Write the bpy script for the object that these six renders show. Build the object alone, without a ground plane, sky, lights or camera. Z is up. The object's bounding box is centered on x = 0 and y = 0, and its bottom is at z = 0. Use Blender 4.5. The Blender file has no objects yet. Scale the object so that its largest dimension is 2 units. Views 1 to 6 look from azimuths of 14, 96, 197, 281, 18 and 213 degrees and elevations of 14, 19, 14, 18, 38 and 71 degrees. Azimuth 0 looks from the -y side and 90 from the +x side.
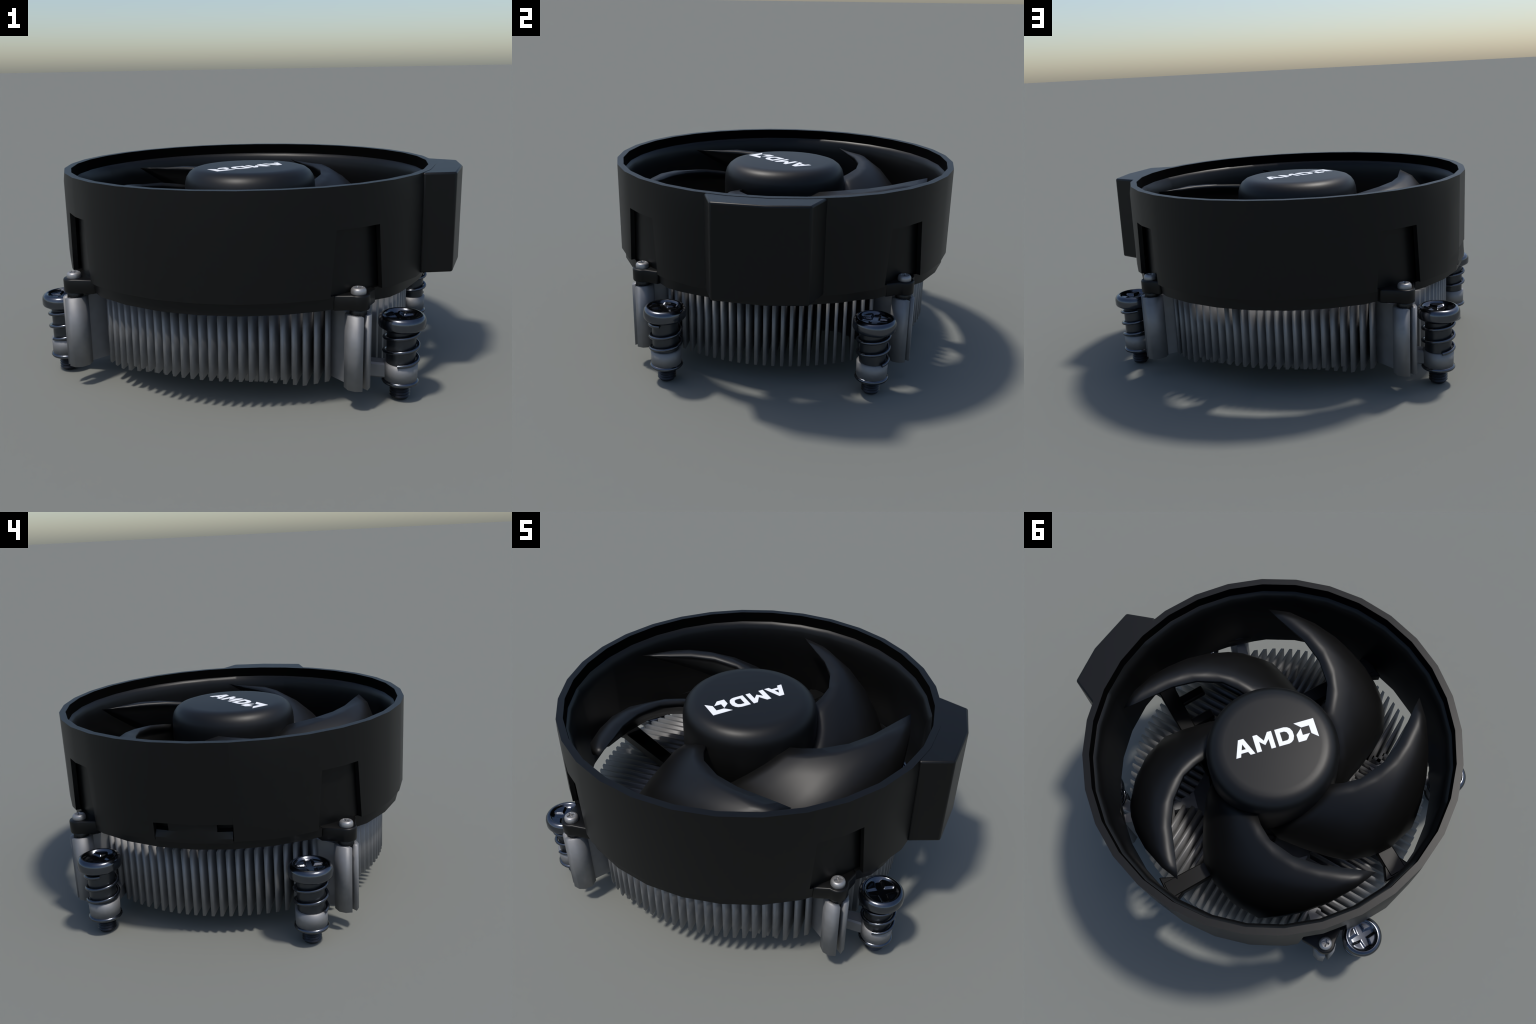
import bpy, bmesh, math
from mathutils import Vector

# ------------------------------------------------------------------ frame
FAN = (-0.0603, 0.0)          # axis of the fan and shroud
SINK = (-0.071, 0.0)          # axis of the heat sink
RAD = math.radians


# ------------------------------------------------------------------ materials
def material(name, color, rough, metallic=0.0, spec=0.5, grain=0.0, grain_scale=60.0, bump=0.0, coat=0.0):
    m = bpy.data.materials.new(name)
    m.use_nodes = True
    nt = m.node_tree
    b = nt.nodes["Principled BSDF"]
    b.inputs["Metallic"].default_value = metallic
    b.inputs["Roughness"].default_value = rough
    b.inputs["Specular IOR Level"].default_value = spec
    b.inputs["Coat Weight"].default_value = coat
    tc = nt.nodes.new("ShaderNodeTexCoord")
    nz = nt.nodes.new("ShaderNodeTexNoise")
    nz.inputs["Scale"].default_value = grain_scale
    nz.inputs["Detail"].default_value = 4.0
    nt.links.new(tc.outputs["Object"], nz.inputs["Vector"])
    ramp = nt.nodes.new("ShaderNodeValToRGB")
    lo = [c * (1 - grain) for c in color]
    hi = [c * (1 + grain) for c in color]
    ramp.color_ramp.elements[0].position = 0.3
    ramp.color_ramp.elements[1].position = 0.7
    ramp.color_ramp.elements[0].color = (*lo, 1)
    ramp.color_ramp.elements[1].color = (*hi, 1)
    nt.links.new(nz.outputs["Fac"], ramp.inputs["Fac"])
    nt.links.new(ramp.outputs["Color"], b.inputs["Base Color"])
    if bump > 0:
        bp = nt.nodes.new("ShaderNodeBump")
        bp.inputs["Strength"].default_value = bump
        bp.inputs["Distance"].default_value = 0.002
        nt.links.new(nz.outputs["Fac"], bp.inputs["Height"])
        nt.links.new(bp.outputs["Normal"], b.inputs["Normal"])
    return m


PLASTIC = material("black_plastic", (0.0032, 0.0032, 0.0032), 0.40, spec=0.28, grain=0.08)
FAN_PLASTIC = material("fan_black_plastic", (0.0045, 0.0045, 0.0045), 0.45, spec=0.36, grain=0.08)
ALUMINIUM = material("bare_aluminium", (0.245, 0.245, 0.25), 0.60, metallic=0.65, grain=0.06, grain_scale=18)
PLATED = material("plated_dark_steel", (0.11, 0.12, 0.14), 0.20, metallic=1.0, grain=0.05)
SLEEVE = material("dark_sleeve_steel", (0.060, 0.065, 0.073), 0.32, metallic=0.8, grain=0.05)
THREAD = material("black_thread_steel", (0.028, 0.030, 0.036), 0.35, metallic=0.6, grain=0.05)
ZINC = material("zinc_screw_steel", (0.34, 0.335, 0.335), 0.45, metallic=0.65, grain=0.05)
WHITE = material("white_print", (0.86, 0.86, 0.86), 0.5, grain=0.01)
PAINTED_SHADE = material("black_painted_shade", (0.0012, 0.0012, 0.0012), 0.9, spec=0.02, grain=0.05)
KNURL = material("black_knurled_pin", (0.011, 0.011, 0.011), 0.45, grain=0.05)

# ------------------------------------------------------------------ helpers
ROOT = bpy.data.objects.new("processor_cooler", None)
bpy.context.scene.collection.objects.link(ROOT)
ROOT["label"] = "black round fan cooler on finned grey aluminium heat sink"
ROOT["category"] = "computer cooler"


def link(name, me, mat, parent=ROOT, smooth=None):
    ob = bpy.data.objects.new(name, me)
    bpy.context.scene.collection.objects.link(ob)
    if mat and not me.materials:
        me.materials.append(mat)
    ob.parent = parent
    return ob


def mesh(name, verts, faces, smooth=True, angle=None):
    me = bpy.data.meshes.new(name)
    me.from_pydata([tuple(v) for v in verts], [], faces)
    bm = bmesh.new()
    bm.from_mesh(me)
    bmesh.ops.remove_doubles(bm, verts=bm.verts, dist=1e-5)
    bmesh.ops.recalc_face_normals(bm, faces=bm.faces)
    if angle is not None:
        for e in bm.edges:
            if len(e.link_faces) == 2 and e.calc_face_angle(0) > RAD(angle):
                e.smooth = False
    bm.to_mesh(me)
    bm.free()
    for p in me.polygons:
        p.use_smooth = smooth
    me.update()
    return me


def bevel_mesh(me, width, segs=2, limit=30, smooth_angle=None):
    bm = bmesh.new()
    bm.from_mesh(me)
    es = [e for e in bm.edges if len(e.link_faces) == 2 and e.calc_face_angle(0) > RAD(limit)]
    bmesh.ops.bevel(bm, geom=es, offset=width, segments=segs, profile=0.5, affect='EDGES', clamp_overlap=True)
    if smooth_angle:
        for e in bm.edges:
            e.smooth = not (len(e.link_faces) == 2 and e.calc_face_angle(0) > RAD(smooth_angle))
    bm.to_mesh(me)
    bm.free()
    for p in me.polygons:
        p.use_smooth = True
    return me


def prism(name, pts, z0, z1, holes=(), smooth=True, angle=30):
    """Extrude a plan outline (with optional holes) from z0 to z1."""
    bm = bmesh.new()
    loops = [list(pts)] + [list(h) for h in holes]
    edges = []
    for lp in loops:
        vs = [bm.verts.new((x, y, z0)) for x, y in lp]
        for i in range(len(vs)):
            edges.append(bm.edges.new((vs[i], vs[(i + 1) % len(vs)])))
    if holes:
        bmesh.ops.triangle_fill(bm, use_beauty=True, use_dissolve=False, edges=edges)
    else:
        bm.faces.new([e.verts[0] for e in edges])
    r = bmesh.ops.extrude_face_region(bm, geom=list(bm.faces))
    for v in [g for g in r["geom"] if isinstance(g, bmesh.types.BMVert)]:
        v.co.z = z1
    bmesh.ops.recalc_face_normals(bm, faces=bm.faces)
    if angle is not None:
        for e in bm.edges:
            if len(e.link_faces) == 2 and e.calc_face_angle(0) > RAD(angle):
                e.smooth = False
    me = bpy.data.meshes.new(name)
    bm.to_mesh(me)
    bm.free()
    for p in me.polygons:
        p.use_smooth = smooth
    return me


def lathe(name, prof, n=32, centre=(0, 0), smooth=True, angle=35):
    """Revolve a list of (r, z); r = 0 makes a pole."""
    verts, faces, rings = [], [], []
    for r, z in prof:
        if r <= 1e-6:
            rings.append([len(verts)] * n)
            verts.append((centre[0], centre[1], z))
        else:
            rings.append([len(verts) + i for i in range(n)])
            verts += [(centre[0] + r * math.cos(2 * math.pi * i / n), centre[1] + r * math.sin(2 * math.pi * i / n), z) for i in range(n)]
    for a, b in zip(rings, rings[1:]):
        for i in range(n):
            j = (i + 1) % n
            f = []
            for v in (a[i], a[j], b[j], b[i]):
                if v not in f:
                    f.append(v)
            if len(f) > 2:
                faces.append(f)
    return mesh(name, verts, faces, smooth, angle)


def polyr(theta, R, step=11.25):
    """Radius of a regular polygon (vertices at multiples of step degrees)."""
    h = step / 2
    t = (theta % step) - h
    return R * math.cos(RAD(h)) / math.cos(RAD(t))


def shell(name, cols, zs, ro, ri, present=lambda a, z: True, closed=True, angle=28, centre=FAN, skew=None):
    """Solid wall on a grid of angle columns x height levels; absent cells are openings."""
    n, m = len(cols), len(zs)
    verts, faces = [], []
    idx = {}

    def vid(i, j, side):
        k = (i % n, j, side)
        if k not in idx:
            t = cols[i % n]
            r = (ro if side == 0 else ri)(t, zs[j])
            if skew:
                t = skew(t, zs[j])
            idx[k] = len(verts)
            verts.append((centre[0] + r * math.cos(RAD(t)), centre[1] + r * math.sin(RAD(t)), zs[j]))
        return idx[k]

    cells = n if closed else n - 1

    def mid(i):
        a, b = cols[i], cols[(i + 1) % n]
        if b < a:
            b += 360
        return (a + b) / 2

    def here(i, j):
        if j < 0 or j >= m - 1:
            return False
        if not closed and (i < 0 or i >= cells):
            return False
        i %= n
        return present(mid(i), (zs[j] + zs[j + 1]) / 2)

    for i in range(cells):
        for j in range(m - 1):
            if not here(i, j):
                continue
            faces.append([vid(i, j, 0), vid(i + 1, j, 0), vid(i + 1, j + 1, 0), vid(i, j + 1, 0)])
            faces.append([vid(i, j, 1), vid(i, j + 1, 1), vid(i + 1, j + 1, 1), vid(i + 1, j, 1)])
            if not here(i, j - 1):
                faces.append([vid(i, j, 0), vid(i, j, 1), vid(i + 1, j, 1), vid(i + 1, j, 0)])
            if not here(i, j + 1):
                faces.append([vid(i, j + 1, 0), vid(i + 1, j + 1, 0), vid(i + 1, j + 1, 1), vid(i, j + 1, 1)])
            if not here(i - 1, j):
                faces.append([vid(i, j, 0), vid(i, j + 1, 0), vid(i, j + 1, 1), vid(i, j, 1)])
            if not here(i + 1, j):
                faces.append([vid(i + 1, j, 0), vid(i + 1, j, 1), vid(i + 1, j + 1, 1), vid(i + 1, j + 1, 0)])
    return mesh(name, verts, faces, True, angle)


def norm_angle(a):
    return (a + 180) % 360 - 180


def interp(x, xs, ys):
    if x <= xs[0]:
        return ys[0]
    for i in range(len(xs) - 1):
        if x <= xs[i + 1]:
            f = (x - xs[i]) / (xs[i + 1] - xs[i])
            return ys[i] + f * (ys[i + 1] - ys[i])
    return ys[-1]


# ------------------------------------------------------------------ shroud
R_OUT = 0.932
POSTS = [(0.5835, -0.667), (-0.744, -0.669), (-0.747, 0.663), (0.580, 0.657)]
NOTCH = [(-53.1, -39.1), (-142.4, -129.0), (129.2, 142.3), (38.3, 51.6)]


def in_notch(a):
    a = norm_angle(a)
    return any(lo < a < hi for lo, hi in NOTCH)


cols = sorted(set([round(k * 11.25, 3) for k in range(-16, 16)] + [e for pr in NOTCH for e in pr] + [168.0, 191.2 - 360, 169.0, -169.0]))


def wall_present(a, z):
    a = norm_angle(a)
    if in_notch(a) and z < 0.819:
        return False
    if abs(a) > 168.0 and z < 0.617:
        return False
    return True


def window_skew(a, z):
    """Window edges flare outward toward the lower rim."""
    if z < 0.819:
        f = 1.5 * (0.819 - z) / 0.288
        for lo, hi in NOTCH:
            if abs(a - lo) < 0.01:
                return a - f
            if abs(a - hi) < 0.01:
                return a + f
    return a


def wall_outer(a, z):
    r = polyr(a, R_OUT)
    an = abs(norm_angle(a))
    # the west and east flanks bulge slightly below the rim
    if z < 0.95:
        r += interp(an, [11.0, 22.5, 33.75, 39.0, 141.0, 157.5, 168.0, 169.0], [0.0, 0.010, 0.005, 0.0, 0.0, 0.008, 0.003, 0.0])
    if z < 0.56 and an > 146:
        r -= 0.004
    return r


def wall_inner(a, z):
    if z > 0.97:
        return polyr(a, 0.8992)
    return polyr(a, 0.909)


wall = link("fan_shroud", shell("fan_shroud", cols, [0.531, 0.585, 0.617, 0.819, 0.937, 1.0], wall_outer, wall_inner, wall_present, angle=26, skew=window_skew), PLASTIC)

# stepped skirt under the wall
def skirt_radius(a):
    an = abs(norm_angle(a))
    if 53 < an < 129:
        return 0.916
    if an > 140:
        return 0.923
    return 0.922 if 28.2 < an < 39 else 0.908


scols = sorted(set(cols + [-28.5, 28.0, -19.0, 17.0, 157.5, -157.5]))
skirt = shell("shroud_skirt", scols, [0.474, 0.491, 0.5335],
              lambda a, z: polyr(a, skirt_radius(a)) - (0.004 if z < 0.5 else 0.0),
              lambda a, z: polyr(a, 0.868), lambda a, z: not in_notch(a) and (z > 0.491 or abs(norm_angle(a)) < 140), angle=26)
link("shroud_skirt", skirt, PLASTIC, wall)

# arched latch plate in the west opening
plate = shell("latch_plate", [168.2, 172.2, 175.5, 180.0, 183.5, 186.6, 191.0], [0.525, 0.547, 0.578, 0.630],
              lambda a, z: polyr(a, 0.929) - interp(z, [0.525, 0.547, 0.578, 0.63], [-0.002, -0.003, 0.001 * abs(a - 180), 0.002]),
              lambda a, z: polyr(a, 0.884), lambda a, z: z < 0.578 or 172.2 < a % 360 < 186.6, closed=False, angle=20)
link("latch_plate", plate, PLASTIC, wall)

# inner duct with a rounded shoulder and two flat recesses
DUCT_Z = [0.474, 0.60, 0.80, 0.868, 0.905, 0.927, 0.939, 0.945]
DUCT_R = [0.862, 0.863, 0.864, 0.866, 0.870, 0.876, 0.884, 0.8925]


def recess(a):
    an = abs(norm_angle(a))
    return an < 10.8 or an > 169.2


def duct_inner(a, z):
    if recess(a):
        return polyr(a, interp(z, [0.474, 0.9, 0.945], [0.862, 0.870, 0.8935]))
    return polyr(a, interp(z, DUCT_Z, DUCT_R))


def duct_outer(a, z):
    if recess(a) and z < 0.93:
        return duct_inner(a, z) + 0.012
    return polyr(a, max(min(0.9105, interp(z, DUCT_Z, DUCT_R) + 0.013), 0.0)) if z < 0.93 else polyr(a, 0.9105)


dcols = sorted(set([round(k * 11.25, 3) for k in range(-16, 16)] + [10.3, -10.3, 169.7, -169.7]))
link("fan_duct", shell("fan_duct", dcols, DUCT_Z, duct_outer, duct_inner, angle=26), PLASTIC, wall)
# inner lip face, plastic blackened to carry the unlit shading below the rim
lcols = [round(k * 11.25, 3) for k in range(-16, 16)]
link("rim_painted_shade", shell("rim_painted_shade", lcols, [0.9455, 0.9985], lambda a, z: polyr(a, 0.9085), lambda a, z: polyr(a, 0.8935 if z < 0.96 else 0.8985), angle=26), PAINTED_SHADE, wall)

# panels set back behind the corner windows
for a0, a1 in NOTCH:
    am = (a0 + a1) / 2
    flat_lo = abs(abs(a0) - 90) < abs(abs(a1) - 90)      # which edge joins the long front / rear wall
    v = []
    for side in (0, 1):
        for z, slit in ((0.505, -2.2), (0.826, -0.6)):
            for e in range(4):
                f = e / 3.0
                lo, hi = (a0 - 2.2, a1 - slit) if flat_lo else (a1 + 2.2, a0 + slit)
                a = lo + (hi - lo) * f
                r = (0.902 - 0.014 * f if a0 < 0 else 0.892 - 0.009 * f) - 0.0085 * side
                v.append((FAN[0] + r * math.cos(RAD(a)), FAN[1] + r * math.sin(RAD(a)), z))
    f = []
    for e in range(3):
        f += [[e, e + 1, e + 5, e + 4], [8 + e, 12 + e, 13 + e, 9 + e], [e, 8 + e, 9 + e, e + 1], [4 + e, 5 + e, 13 + e, 12 + e]]
    f += [[0, 4, 12, 8], [3, 11, 15, 7]]
    link("window_panel", mesh("window_panel", v, f, True, 30), PLASTIC, wall)

# east housing for the cable plug
box = prism("cable_housing", [(0.825, -0.2965), (0.972, -0.246), (1.0, 0.006), (0.976, 0.206), (0.842, 0.2615), (0.822, 0.270), (0.847, 0.130), (0.856, 0.0), (0.847, -0.130), (0.815, -0.280)], 0.531, 0.9985)
box = bevel_mesh(box, 0.012, 3, 15)
link("cable_housing", box, PLASTIC, wall)

# screw ears
for (px, py), (a0, a1) in zip(POSTS, NOTCH):
    am = math.atan2(py - FAN[1], px - FAN[0])
    pts = []
    for a in (a0, a1):
        pts.append((FAN[0] + 0.862 * math.cos(RAD(a)), FAN[1] + 0.862 * math.sin(RAD(a))))
    p_lo = (FAN[0] + 0.912 * math.cos(RAD(a0)), FAN[1] + 0.912 * math.sin(RAD(a0)))
    p_hi = (FAN[0] + 0.912 * math.cos(RAD(a1)), FAN[1] + 0.912 * math.sin(RAD(a1)))
    arc = [(px + 0.050 * math.cos(am + RAD(t)), py + 0.050 * math.sin(am + RAD(t))) for t in range(-75, 76, 15)]
    outline = [pts[0], p_lo] + arc + [p_hi, pts[1]]
    me = prism("mounting_ear", outline, 0.466, 0.534, angle=None)
    me = bevel_mesh(me, 0.007, 2, 50, smooth_angle=50)
    link("mounting_ear", me, PLASTIC, wall)

# support struts under the fan, swirled, and the motor plate
motor = lathe("motor_plate", [(0, 0.505), (0.345, 0.505), (0.36, 0.515), (0.36, 0.565), (0.345, 0.575), (0, 0.575)], 32, FAN)
motor_ob = link("motor_plate", motor, PLASTIC, wall)


def bar(name, p0, p1, w0, w1, z0, z1, parent, mat=PLASTIC, bev=0.006):
    d = Vector((p1[0] - p0[0], p1[1] - p0[1]))
    d.normalize()
    s = Vector((-d.y, d.x))
    pts = [(p0[0] + s.x * w0, p0[1] + s.y * w0), (p0[0] - s.x * w0, p0[1] - s.y * w0),
           (p1[0] - s.x * w1, p1[1] - s.y * w1), (p1[0] + s.x * w1, p1[1] + s.y * w1)]
    me = bevel_mesh(prism(name, pts, z0, z1, angle=None), bev, 1, 30, 25)
    return link(name, me, mat, parent)


for k in range(4):
    ca, sa = math.cos(k * math.pi / 2), math.sin(k * math.pi / 2)

    def rot(x, y):
        return (FAN[0] + ca * x - sa * y, FAN[1] + sa * x + ca * y)
    bar("support_strut", rot(0.843, -0.155), rot(0.300, 0.165), 0.048, 0.036, 0.492, 0.548, wall)
    bar("strut_foot", rot(0.850, -0.16), rot(0.775, -0.115), 0.085, 0.042, 0.486, 0.544, wall)
# cable clips on the east strut
bar("cable_clip", (0.625, -0.105), (0.555, -0.235), 0.028, 0.028, 0.500, 0.535, wall)
bar("cable_clip", (0.500, -0.010), (0.430, -0.140), 0.028, 0.028, 0.500, 0.535, wall)

# ------------------------------------------------------------------ fan
HUB = [(0.0, 0.977), (0.240, 0.977), (0.268, 0.975), (0.292, 0.968), (0.312, 0.953), (0.327, 0.932), (0.335, 0.905), (0.338, 0.875), (0.340, 0.60), (0.330, 0.590), (0, 0.590)]
hub = link("fan_hub", lathe("fan_hub", HUB, 64, FAN, angle=60), FAN_PLASTIC)

LE_R = [0.31, 0.42, 0.49, 0.54, 0.59, 0.65, 0.69, 0.75, 0.80]
LE_A = [-54, -43.5, -37, -29.5, -23.5, -14.2, -9, -3.3, 0.3]
TE_R = [0.31, 0.41, 0.45, 0.56, 0.63, 0.73, 0.80]
TE_A = [-122, -102, -93, -79.5, -73, -58.5, -43.0]


G_T = [0.0, 0.19, 0.42, 0.62, 0.80, 0.92, 1.0]
G_V = [0.0, 0.74, 0.98, 1.00, 0.86, 0.55, 0.20]


def blade_point(r, t, upper):
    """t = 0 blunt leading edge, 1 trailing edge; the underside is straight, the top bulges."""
    a0, a1 = interp(r, LE_R, LE_A), interp(r, TE_R, TE_A)
    z0 = interp(r, [0.31, 0.44, 0.60, 0.80], [0.862, 0.892, 0.909, 0.917])
    z1 = interp(r, [0.31, 0.67, 0.76, 0.80], [0.605, 0.595, 0.556, 0.545])
    z = z0 + (z1 - z0) * t
    if upper:
        z += interp(r, [0.31, 0.50, 0.62, 0.72, 0.80], [0.030, 0.047, 0.071, 0.085, 0.060]) * interp(t, G_T, G_V)
    else:
        z -= interp(r, [0.31, 0.45, 0.58, 0.70, 0.79], [0.030, 0.030, 0.022, 0.012, 0.0]) * (1 - t) ** 1.5
        z -= interp(r, [0.38, 0.50, 0.60, 0.70, 0.79], [0.0, 0.008, 0.016, 0.014, 0.0]) * math.sin(math.pi * min(1.0, t * 1.25)) ** 0.8
    a = a0 + (a1 - a0) * t
    return Vector((r * math.cos(RAD(a)), r * math.sin(RAD(a)), z))


def make_blade():
    rs = [0.315, 0.39, 0.465, 0.555, 0.63, 0.695, 0.75, 0.797]
    NR, NT = len(rs) - 1, len(G_T) - 1
    verts, faces, top, bot = [], [], {}, {}
    for i, r in enumerate(rs):
        for j, t in enumerate(G_T):
            top[i, j] = len(verts)
            verts.append(blade_point(r, t, True))
            bot[i, j] = len(verts)
            verts.append(blade_point(r, t, False))
    for i in range(NR):
        for j in range(NT):
            faces.append([top[i, j], top[i + 1, j], top[i + 1, j + 1], top[i, j + 1]])
            faces.append([bot[i, j], bot[i, j + 1], bot[i + 1, j + 1], bot[i + 1, j]])
        faces.append([top[i, NT], top[i + 1, NT], bot[i + 1, NT], bot[i, NT]])
        f = [top[i, 0], bot[i, 0], bot[i + 1, 0], top[i + 1, 0]]
        faces.append(f if i < NR - 1 else f[:3])
    for j in range(NT):
        for i in (0, NR):
            q = [top[i, j], top[i, j + 1], bot[i, j + 1], bot[i, j]]
            faces.append(q[1:] if j == 0 and i == NR else q)
    return mesh("fan_blade", verts, faces, True, None)


blade_mesh = make_blade()
for k in range(5):
    ob = link("fan_blade", blade_mesh, FAN_PLASTIC, hub)
    ob.location = (FAN[0], FAN[1], 0)
    ob.rotation_euler = (0, 0, RAD(158 - 72 * k))

# printed word and arrow on the hub cap
LOGO_ROT = RAD(-133.26)


def mark(name, outline, holes=()):
    c, s = math.cos(LOGO_ROT), math.sin(LOGO_ROT)

    def tr(pts):
        return [(FAN[0] + c * x - s * y, FAN[1] + s * x + c * y) for x, y in pts]
    link(name, prism(name, tr(outline), 0.9766, 0.9784, [tr(h) for h in holes], smooth=False), WHITE, hub)


mark("letter", [(-0.191, -0.025), (-0.158, 0.066), (-0.131, 0.066), (-0.094, -0.025), (-0.118, -0.025), (-0.126, -0.007), (-0.161, -0.007), (-0.167, -0.025)],
     [[(-0.155, 0.010), (-0.144, 0.040), (-0.133, 0.010)]])
mark("letter", [(-0.084, -0.024), (-0.084, 0.067), (-0.062, 0.067), (-0.036, 0.027), (-0.009, 0.067), (0.012, 0.067), (0.012, -0.024), (-0.011, -0.024),
                (-0.011, 0.030), (-0.035, 0.003), (-0.060, 0.028), (-0.060, -0.024)])
mark("letter", [(0.029, -0.024), (0.029, 0.067), (0.076, 0.067), (0.094, 0.062), (0.106, 0.052), (0.114, 0.034), (0.114, 0.009), (0.106, -0.010), (0.094, -0.020), (0.080, -0.024)],
     [[(0.051, -0.004), (0.051, 0.045), (0.073, 0.045), (0.085, 0.038), (0.091, 0.020), (0.086, 0.003), (0.076, -0.004)]])
mark("arrow_emblem", [(0.130, 0.072), (0.232, 0.072), (0.232, -0.030), (0.201, -0.002), (0.201, 0.041), (0.161, 0.041)])
mark("arrow_emblem", [(0.157, 0.037), (0.157, 0.000), (0.194, 0.000), (0.166, -0.031), (0.127, -0.031), (0.127, 0.009)])

# ------------------------------------------------------------------ heat sink
Z_TOP, Z_BOT, Z_MILLED, Y_MILLED = 0.440, 0.103, 0.142, 0.705
R_FIN, CORE, WEB = 0.824, 0.374, 0.018
core = prism("heatsink_core", [(SINK[0] + sx * (CORE - cx), SINK[1] + sy * (CORE - cy)) for sx, sy, cx, cy in
                              [(1, -1, 0.04, 0), (1, -1, 0, 0.04), (1, 1, 0, 0.04), (1, 1, 0.04, 0), (-1, 1, 0.04, 0), (-1, 1, 0, 0.04), (-1, -1, 0, 0.04), (-1, -1, 0.04, 0)]], Z_BOT, 0.432)
core_ob = link("heatsink_core", core, ALUMINIUM)


def fin_mesh(q, s0, s1, milled):
    """Fin at cross coordinate 0, running along +x from s0 to s1 (cut back below when milled)."""
    prof = [(s0, Z_TOP), (s1, Z_TOP)]
    if milled and s1 > Y_MILLED + 0.01:
        prof += [(s1, Z_MILLED), (Y_MILLED, Z_MILLED), (Y_MILLED, Z_BOT), (s0, Z_BOT)]
    else:
        prof += [(s1, Z_BOT), (s0, Z_BOT)]
    w = lambda s: 0.0115 - 0.0042 * max(0.0, min(1.0, (s - 0.35) / 0.45))
    # ends follow the round envelope
    slope = -q / max(s1, 0.2)
    verts, n = [], len(prof)
    for side in (1, -1):
        for s, z in prof:
            ds = slope * side * w(s) if s == s1 else 0.0
            verts.append((s + ds, side * w(s), z))
    faces = [list(range(n)), list(range(2 * n - 1, n - 1, -1))]
    for i in range(n):
        j = (i + 1) % n
        faces.append([i, i + n, j + n, j])
    return mesh("fin", verts, faces, True, None)


for quad in range(4):
    ca, sa = [1, 0, -1, 0][quad], [0, 1, 0, -1][quad]
    milled = quad in (1, 3)
    # rows are out of step from side to side; q runs counter-clockwise in each quadrant
    pitch, first = 0.0435, [-0.017, -(-0.0605 - SINK[0]), -0.008, -0.081 - SINK[0]][quad]
    for k in range(-14, 15):
        q = first + k * pitch
        if abs(q) > 0.545:
            continue
        if quad == 1 and q < -0.2:       # outer fins of two rows spread slightly
            q -= 0.012 * min(1.0, (-q - 0.2) / 0.25)
        if quad == 3 and q > 0.3:
            q += 0.006 * min(1.0, (q - 0.3) / 0.2)
        s0 = max(CORE - 0.006, abs(q) + WEB * 1.414 - 0.004)
        if quad == 3 and q < -CORE:      # one corner web leans toward this row
            s0 = max(CORE - 0.006, 0.33 + 1.73 * (-q - 0.46))
        s1 = math.sqrt(R_FIN ** 2 - q ** 2)
        if s1 - s0 < 0.035 or (abs(q) > CORE and abs(q) + 0.5 * pitch < CORE):
            continue
        ob = link("fin", fin_mesh(q, s0, s1, milled), ALUMINIUM, core_ob)
        ob.location = (SINK[0] - sa * q, SINK[1] + ca * q, 0)
        ob.rotation_euler = (0, 0, quad * math.pi / 2)

# diagonal webs, slotted posts, black pins, small screws
thread_prof = [(0, 0.34)]
for i in range(9):
    thread_prof += [(0.017, 0.345 + i * 0.013), (0.021, 0.3515 + i * 0.013)]
thread_prof += [(0.017, 0.465), (0, 0.465)]
small_thread = lathe("screw_thread", thread_prof, 16, angle=80)


def cross_head(name, prof, r_rec, depth, arm, n=72, twist=0.0, rim=0.0):
    """Lathed head whose flat top carries a cross-shaped driver recess.
    prof runs from the underside centre to the top edge radius (r, z)."""
    verts, faces, rings = [], [], []

    def ring(r, zf):
        rings.append([len(verts) + i for i in range(n)])
        for i in range(n):
            t = 2 * math.pi * i / n
            x, y = r * math.cos(t), r * math.sin(t)
            verts.append((x, y, zf(x, y)))
    for r, z in prof:
        ring(r, lambda x, y, z=z: z)
    r_top, z_top = prof[-1]
    c, s = math.cos(twist), math.sin(twist)

    def cut(x, y):
        u, v = c * x + s * y, -s * x + c * y
        rr = math.hypot(u, v)
        m = min(abs(u), abs(v))
        d = max(0.0, min(1.0, (arm * (1.15 - 0.35 * rr / r_rec) - m) / (0.22 * arm)))
        d *= max(0.0, min(1.0, (r_rec - rr) / (0.12 * r_rec)))
        bowl = rim * max(0.0, min(1.0, (r_rec * 1.12 - rr) / (0.10 * r_rec)))
        return z_top - bowl - (depth - bowl) * d * (1.0 - 0.35 * (rr / r_rec) ** 2)
    for q in (0.995, 0.93, 0.87, 0.81, 0.75, 0.69, 0.62, 0.55, 0.48, 0.41, 0.34, 0.27, 0.20, 0.13, 0.06):
        ring(r_top * q, cut)
    for a, b in zip(rings, rings[1:]):
        for i in range(n):
            j = (i + 1) % n
            faces.append([a[i], a[j], b[j], b[i]])
    faces.append(list(reversed(rings[0])))
    faces.append(rings[-1])
    return mesh(name, verts, faces, True, 42)


small_head = cross_head("screw_head", [(0.012, 0.528), (0.031, 0.5285), (0.0335, 0.534), (0.0335, 0.547), (0.031, 0.554), (0.0265, 0.5585), (0.021, 0.5600)], 0.0195, 0.013, 0.0048, 64)
pin_pts = []
for i in range(44):
    r = 0.0375 if i % 2 == 0 else 0.0335
    pin_pts.append((r * math.cos(2 * math.pi * i / 44), r * math.sin(2 * math.pi * i / 44)))
pin_mesh = prism("knurled_pin", pin_pts, 0.436, 0.470, angle=20)

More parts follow.
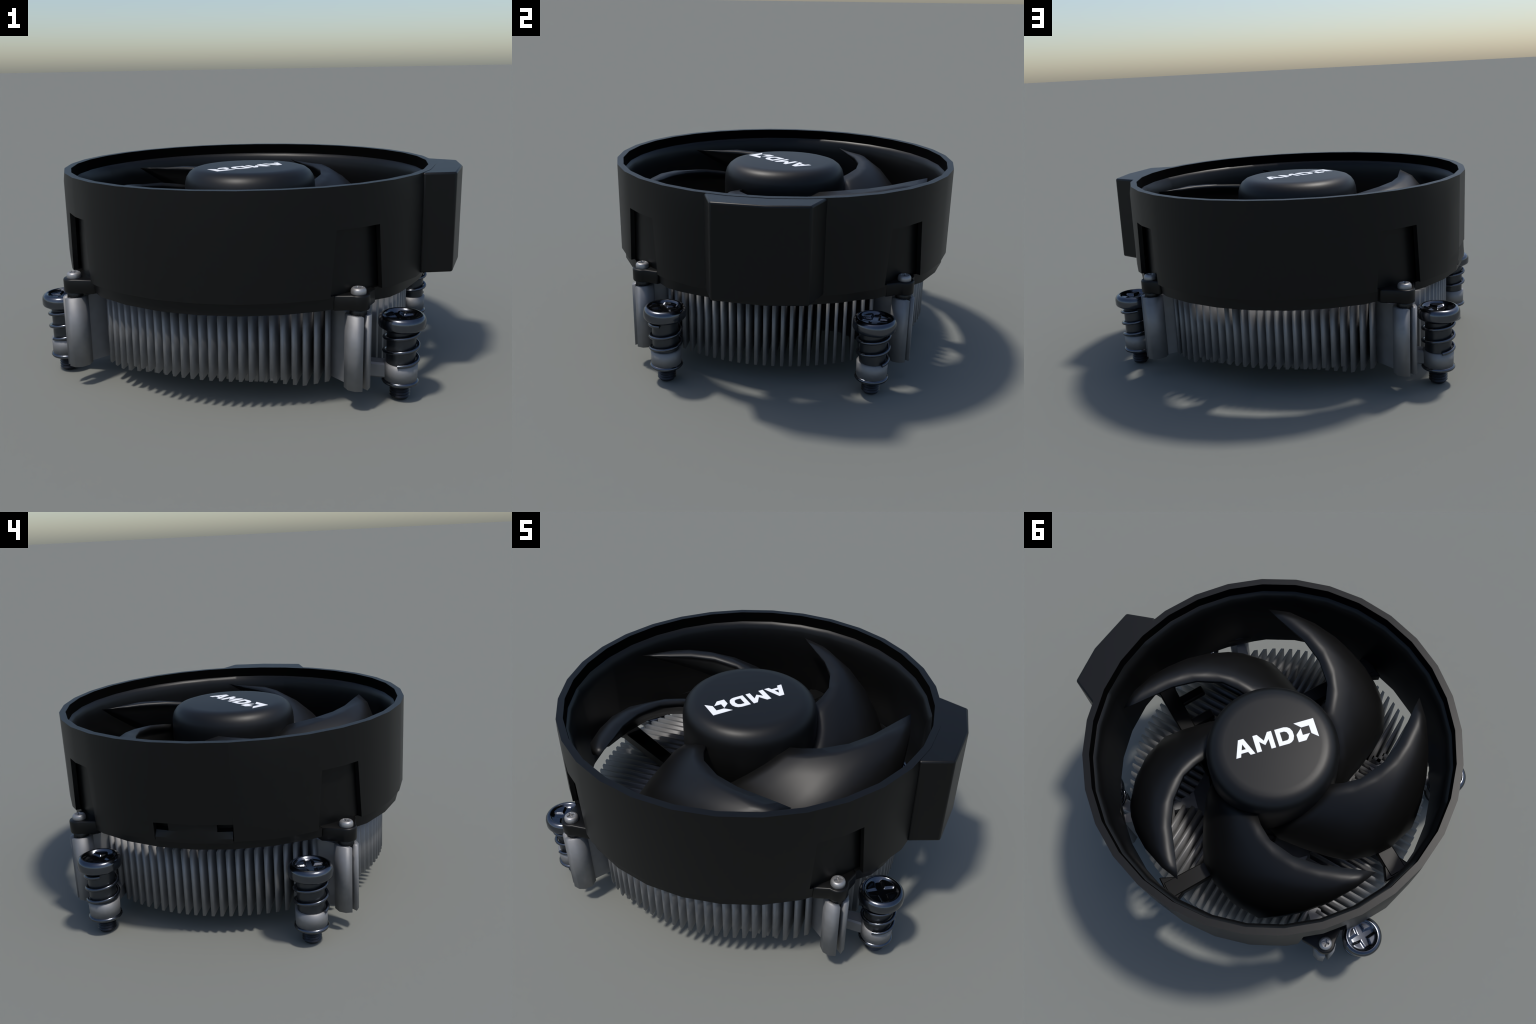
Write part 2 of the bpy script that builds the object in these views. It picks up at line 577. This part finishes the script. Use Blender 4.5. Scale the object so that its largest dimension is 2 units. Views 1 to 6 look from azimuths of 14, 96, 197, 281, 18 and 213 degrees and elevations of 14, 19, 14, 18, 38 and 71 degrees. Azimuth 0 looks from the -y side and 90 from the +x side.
for i, (px, py) in enumerate(POSTS):
    sx, sy = (1 if px > 0 else -1), (1 if py > 0 else -1)
    dirv = math.atan2(sy, sx)
    # web from the core corner to the post
    c0 = (SINK[0] + sx * 0.33, SINK[1] + sy * 0.33) if not (sx < 0 and sy < 0) else (SINK[0] + sx * 0.46, SINK[1] + sy * 0.30)
    d = Vector((px - c0[0], py - c0[1]))
    Lw = d.length
    d.normalize()
    s = Vector((-d.y, d.x))
    stations = [(0.0, 0.050), (0.06, 0.030), (Lw - 0.20, WEB), (Lw - 0.185, 0.034), (Lw - 0.12, 0.030), (Lw - 0.06, 0.024), (Lw - 0.04, 0.024)]
    up = [(c0[0] + d.x * t + s.x * w, c0[1] + d.y * t + s.y * w) for t, w in stations]
    dn = [(c0[0] + d.x * t - s.x * w, c0[1] + d.y * t - s.y * w) for t, w in stations]
    web = link("corner_web", prism("corner_web", up + dn[::-1], Z_BOT + 0.004, 0.438, angle=25), ALUMINIUM, core_ob)
    # C-shaped post, slot facing out
    ro, rin = 0.058, 0.026
    outer = [(px + ro * math.cos(dirv + RAD(t)), py + ro * math.sin(dirv + RAD(t))) for t in (13, 46, 80, 120, 160, 200, 240, 280, 314)]
    outer += [(px + ro * math.cos(dirv + RAD(346)), py + ro * math.sin(dirv + RAD(346)))]
    inner = [(px + rin * math.cos(dirv + RAD(t)), py + rin * math.sin(dirv + RAD(t))) for t in range(336, 23, -24)]
    post = prism("screw_post", outer + inner, 0.104, 0.442, angle=None)
    link("screw_post", post, ALUMINIUM, core_ob)
    for nm, me, mat in (("screw_thread", small_thread, ZINC), ("knurled_pin", pin_mesh, KNURL), ("screw_head", small_head, ZINC)):
        ob = link(nm, me, mat, wall if nm == "knurled_pin" else core_ob)
        ob.location = (px, py, 0)
        if nm == "screw_head":
            ob.rotation_euler = (0, 0, [0.5, 0.9, 0.3, 1.2][i])

# ------------------------------------------------------------------ spring screws
SCREWS = [(0.762, -0.513), (0.762, 0.516), (-0.8935, 0.516), (-0.8935, -0.514)]
RH = 0.1055
tp = [(0, 0.0), (0.030, 0.0), (0.038, 0.006)]
for i in range(5):
    tp += [(0.041, 0.012 + i * 0.0135), (0.047, 0.0185 + i * 0.0135)]
tp += [(0.041, 0.082), (0, 0.082)]
thread_mesh = lathe("screw_tip", tp, 28, angle=80)
washer_mesh = lathe("retaining_washer", [(0.040, 0.068), (0.062, 0.070), (0.080, 0.080), (0.084, 0.087), (0.082, 0.094), (0.070, 0.099), (0.040, 0.099)], 28, angle=60)
sleeve_mesh = lathe("screw_sleeve", [(0, 0.10), (0.066, 0.10), (0.066, 0.33), (0, 0.33)], 28)
collar_mesh = lathe("lug_collar", [(0.040, 0.094), (0.075, 0.094), (0.077, 0.172), (0.062, 0.175), (0.040, 0.175)], 28, angle=None)
big_head = cross_head("spring_screw_head", [(0.02, 0.330), (0.072, 0.331), (0.085, 0.336), (0.102, 0.347), (RH, 0.354), (RH, 0.378), (0.103, 0.389), (0.098, 0.397), (0.090, 0.4025), (0.083, 0.4040)],
                      0.070, 0.023, 0.022, 72, 0.3, 0.013)


def spring():
    turns, n, m = 2.25, 24, 8
    R, w = 0.0765, 0.0086
    total = int(turns * n)
    verts, faces = [], []
    for i in range(total + 1):
        f = i / total
        a = 2 * math.pi * turns * f
        z = 0.178 + (0.322 - 0.178) * f
        c = Vector((R * math.cos(a), R * math.sin(a), z))
        er = Vector((math.cos(a), math.sin(a), 0))
        ez = Vector((0, 0, 1))
        for j in range(m):
            b = 2 * math.pi * j / m
            verts.append(c + er * w * math.cos(b) + ez * w * math.sin(b))
    for i in range(total):
        for j in range(m):
            k = (j + 1) % m
            faces.append([i * m + j, i * m + k, (i + 1) * m + k, (i + 1) * m + j])
    faces.append(list(range(m))[::-1])
    faces.append([total * m + j for j in range(m)])
    return mesh("coil_spring", verts, faces, True, 60)


spring_mesh = spring()
for i, (x, y) in enumerate(SCREWS):
    sx, sy = (1 if x > 0 else -1), (1 if y > 0 else -1)
    head = link("spring_screw_head", big_head, PLATED)
    head.location = (x, y, 0)
    head.rotation_euler = (0, 0, [0.2, 1.1, 0.7, 1.6][i])
    for nm, me, mat in (("screw_tip", thread_mesh, THREAD), ("retaining_washer", washer_mesh, PLATED), ("screw_sleeve", sleeve_mesh, SLEEVE), ("coil_spring", spring_mesh, PLATED)):
        ob = link(nm, me, mat, head)
        ob.rotation_euler = (0, 0, [-1.9, -0.5, 1.2, 2.6][i] if nm == "coil_spring" else 0.0)
    # cast lug that carries the screw
    col = link("lug_collar", collar_mesh, ALUMINIUM, core_ob)
    col.location = (x, y, 0)
    tx, ty = SINK[0] + sx * 0.53, y - sy * 0.01
    d = Vector((tx - x, ty - y))
    d.normalize()
    bar("lug_arm", (x + d.x * 0.04, y + d.y * 0.04), (tx, ty), 0.036, 0.030, 0.100, 0.172, core_ob, ALUMINIUM, 0.008)
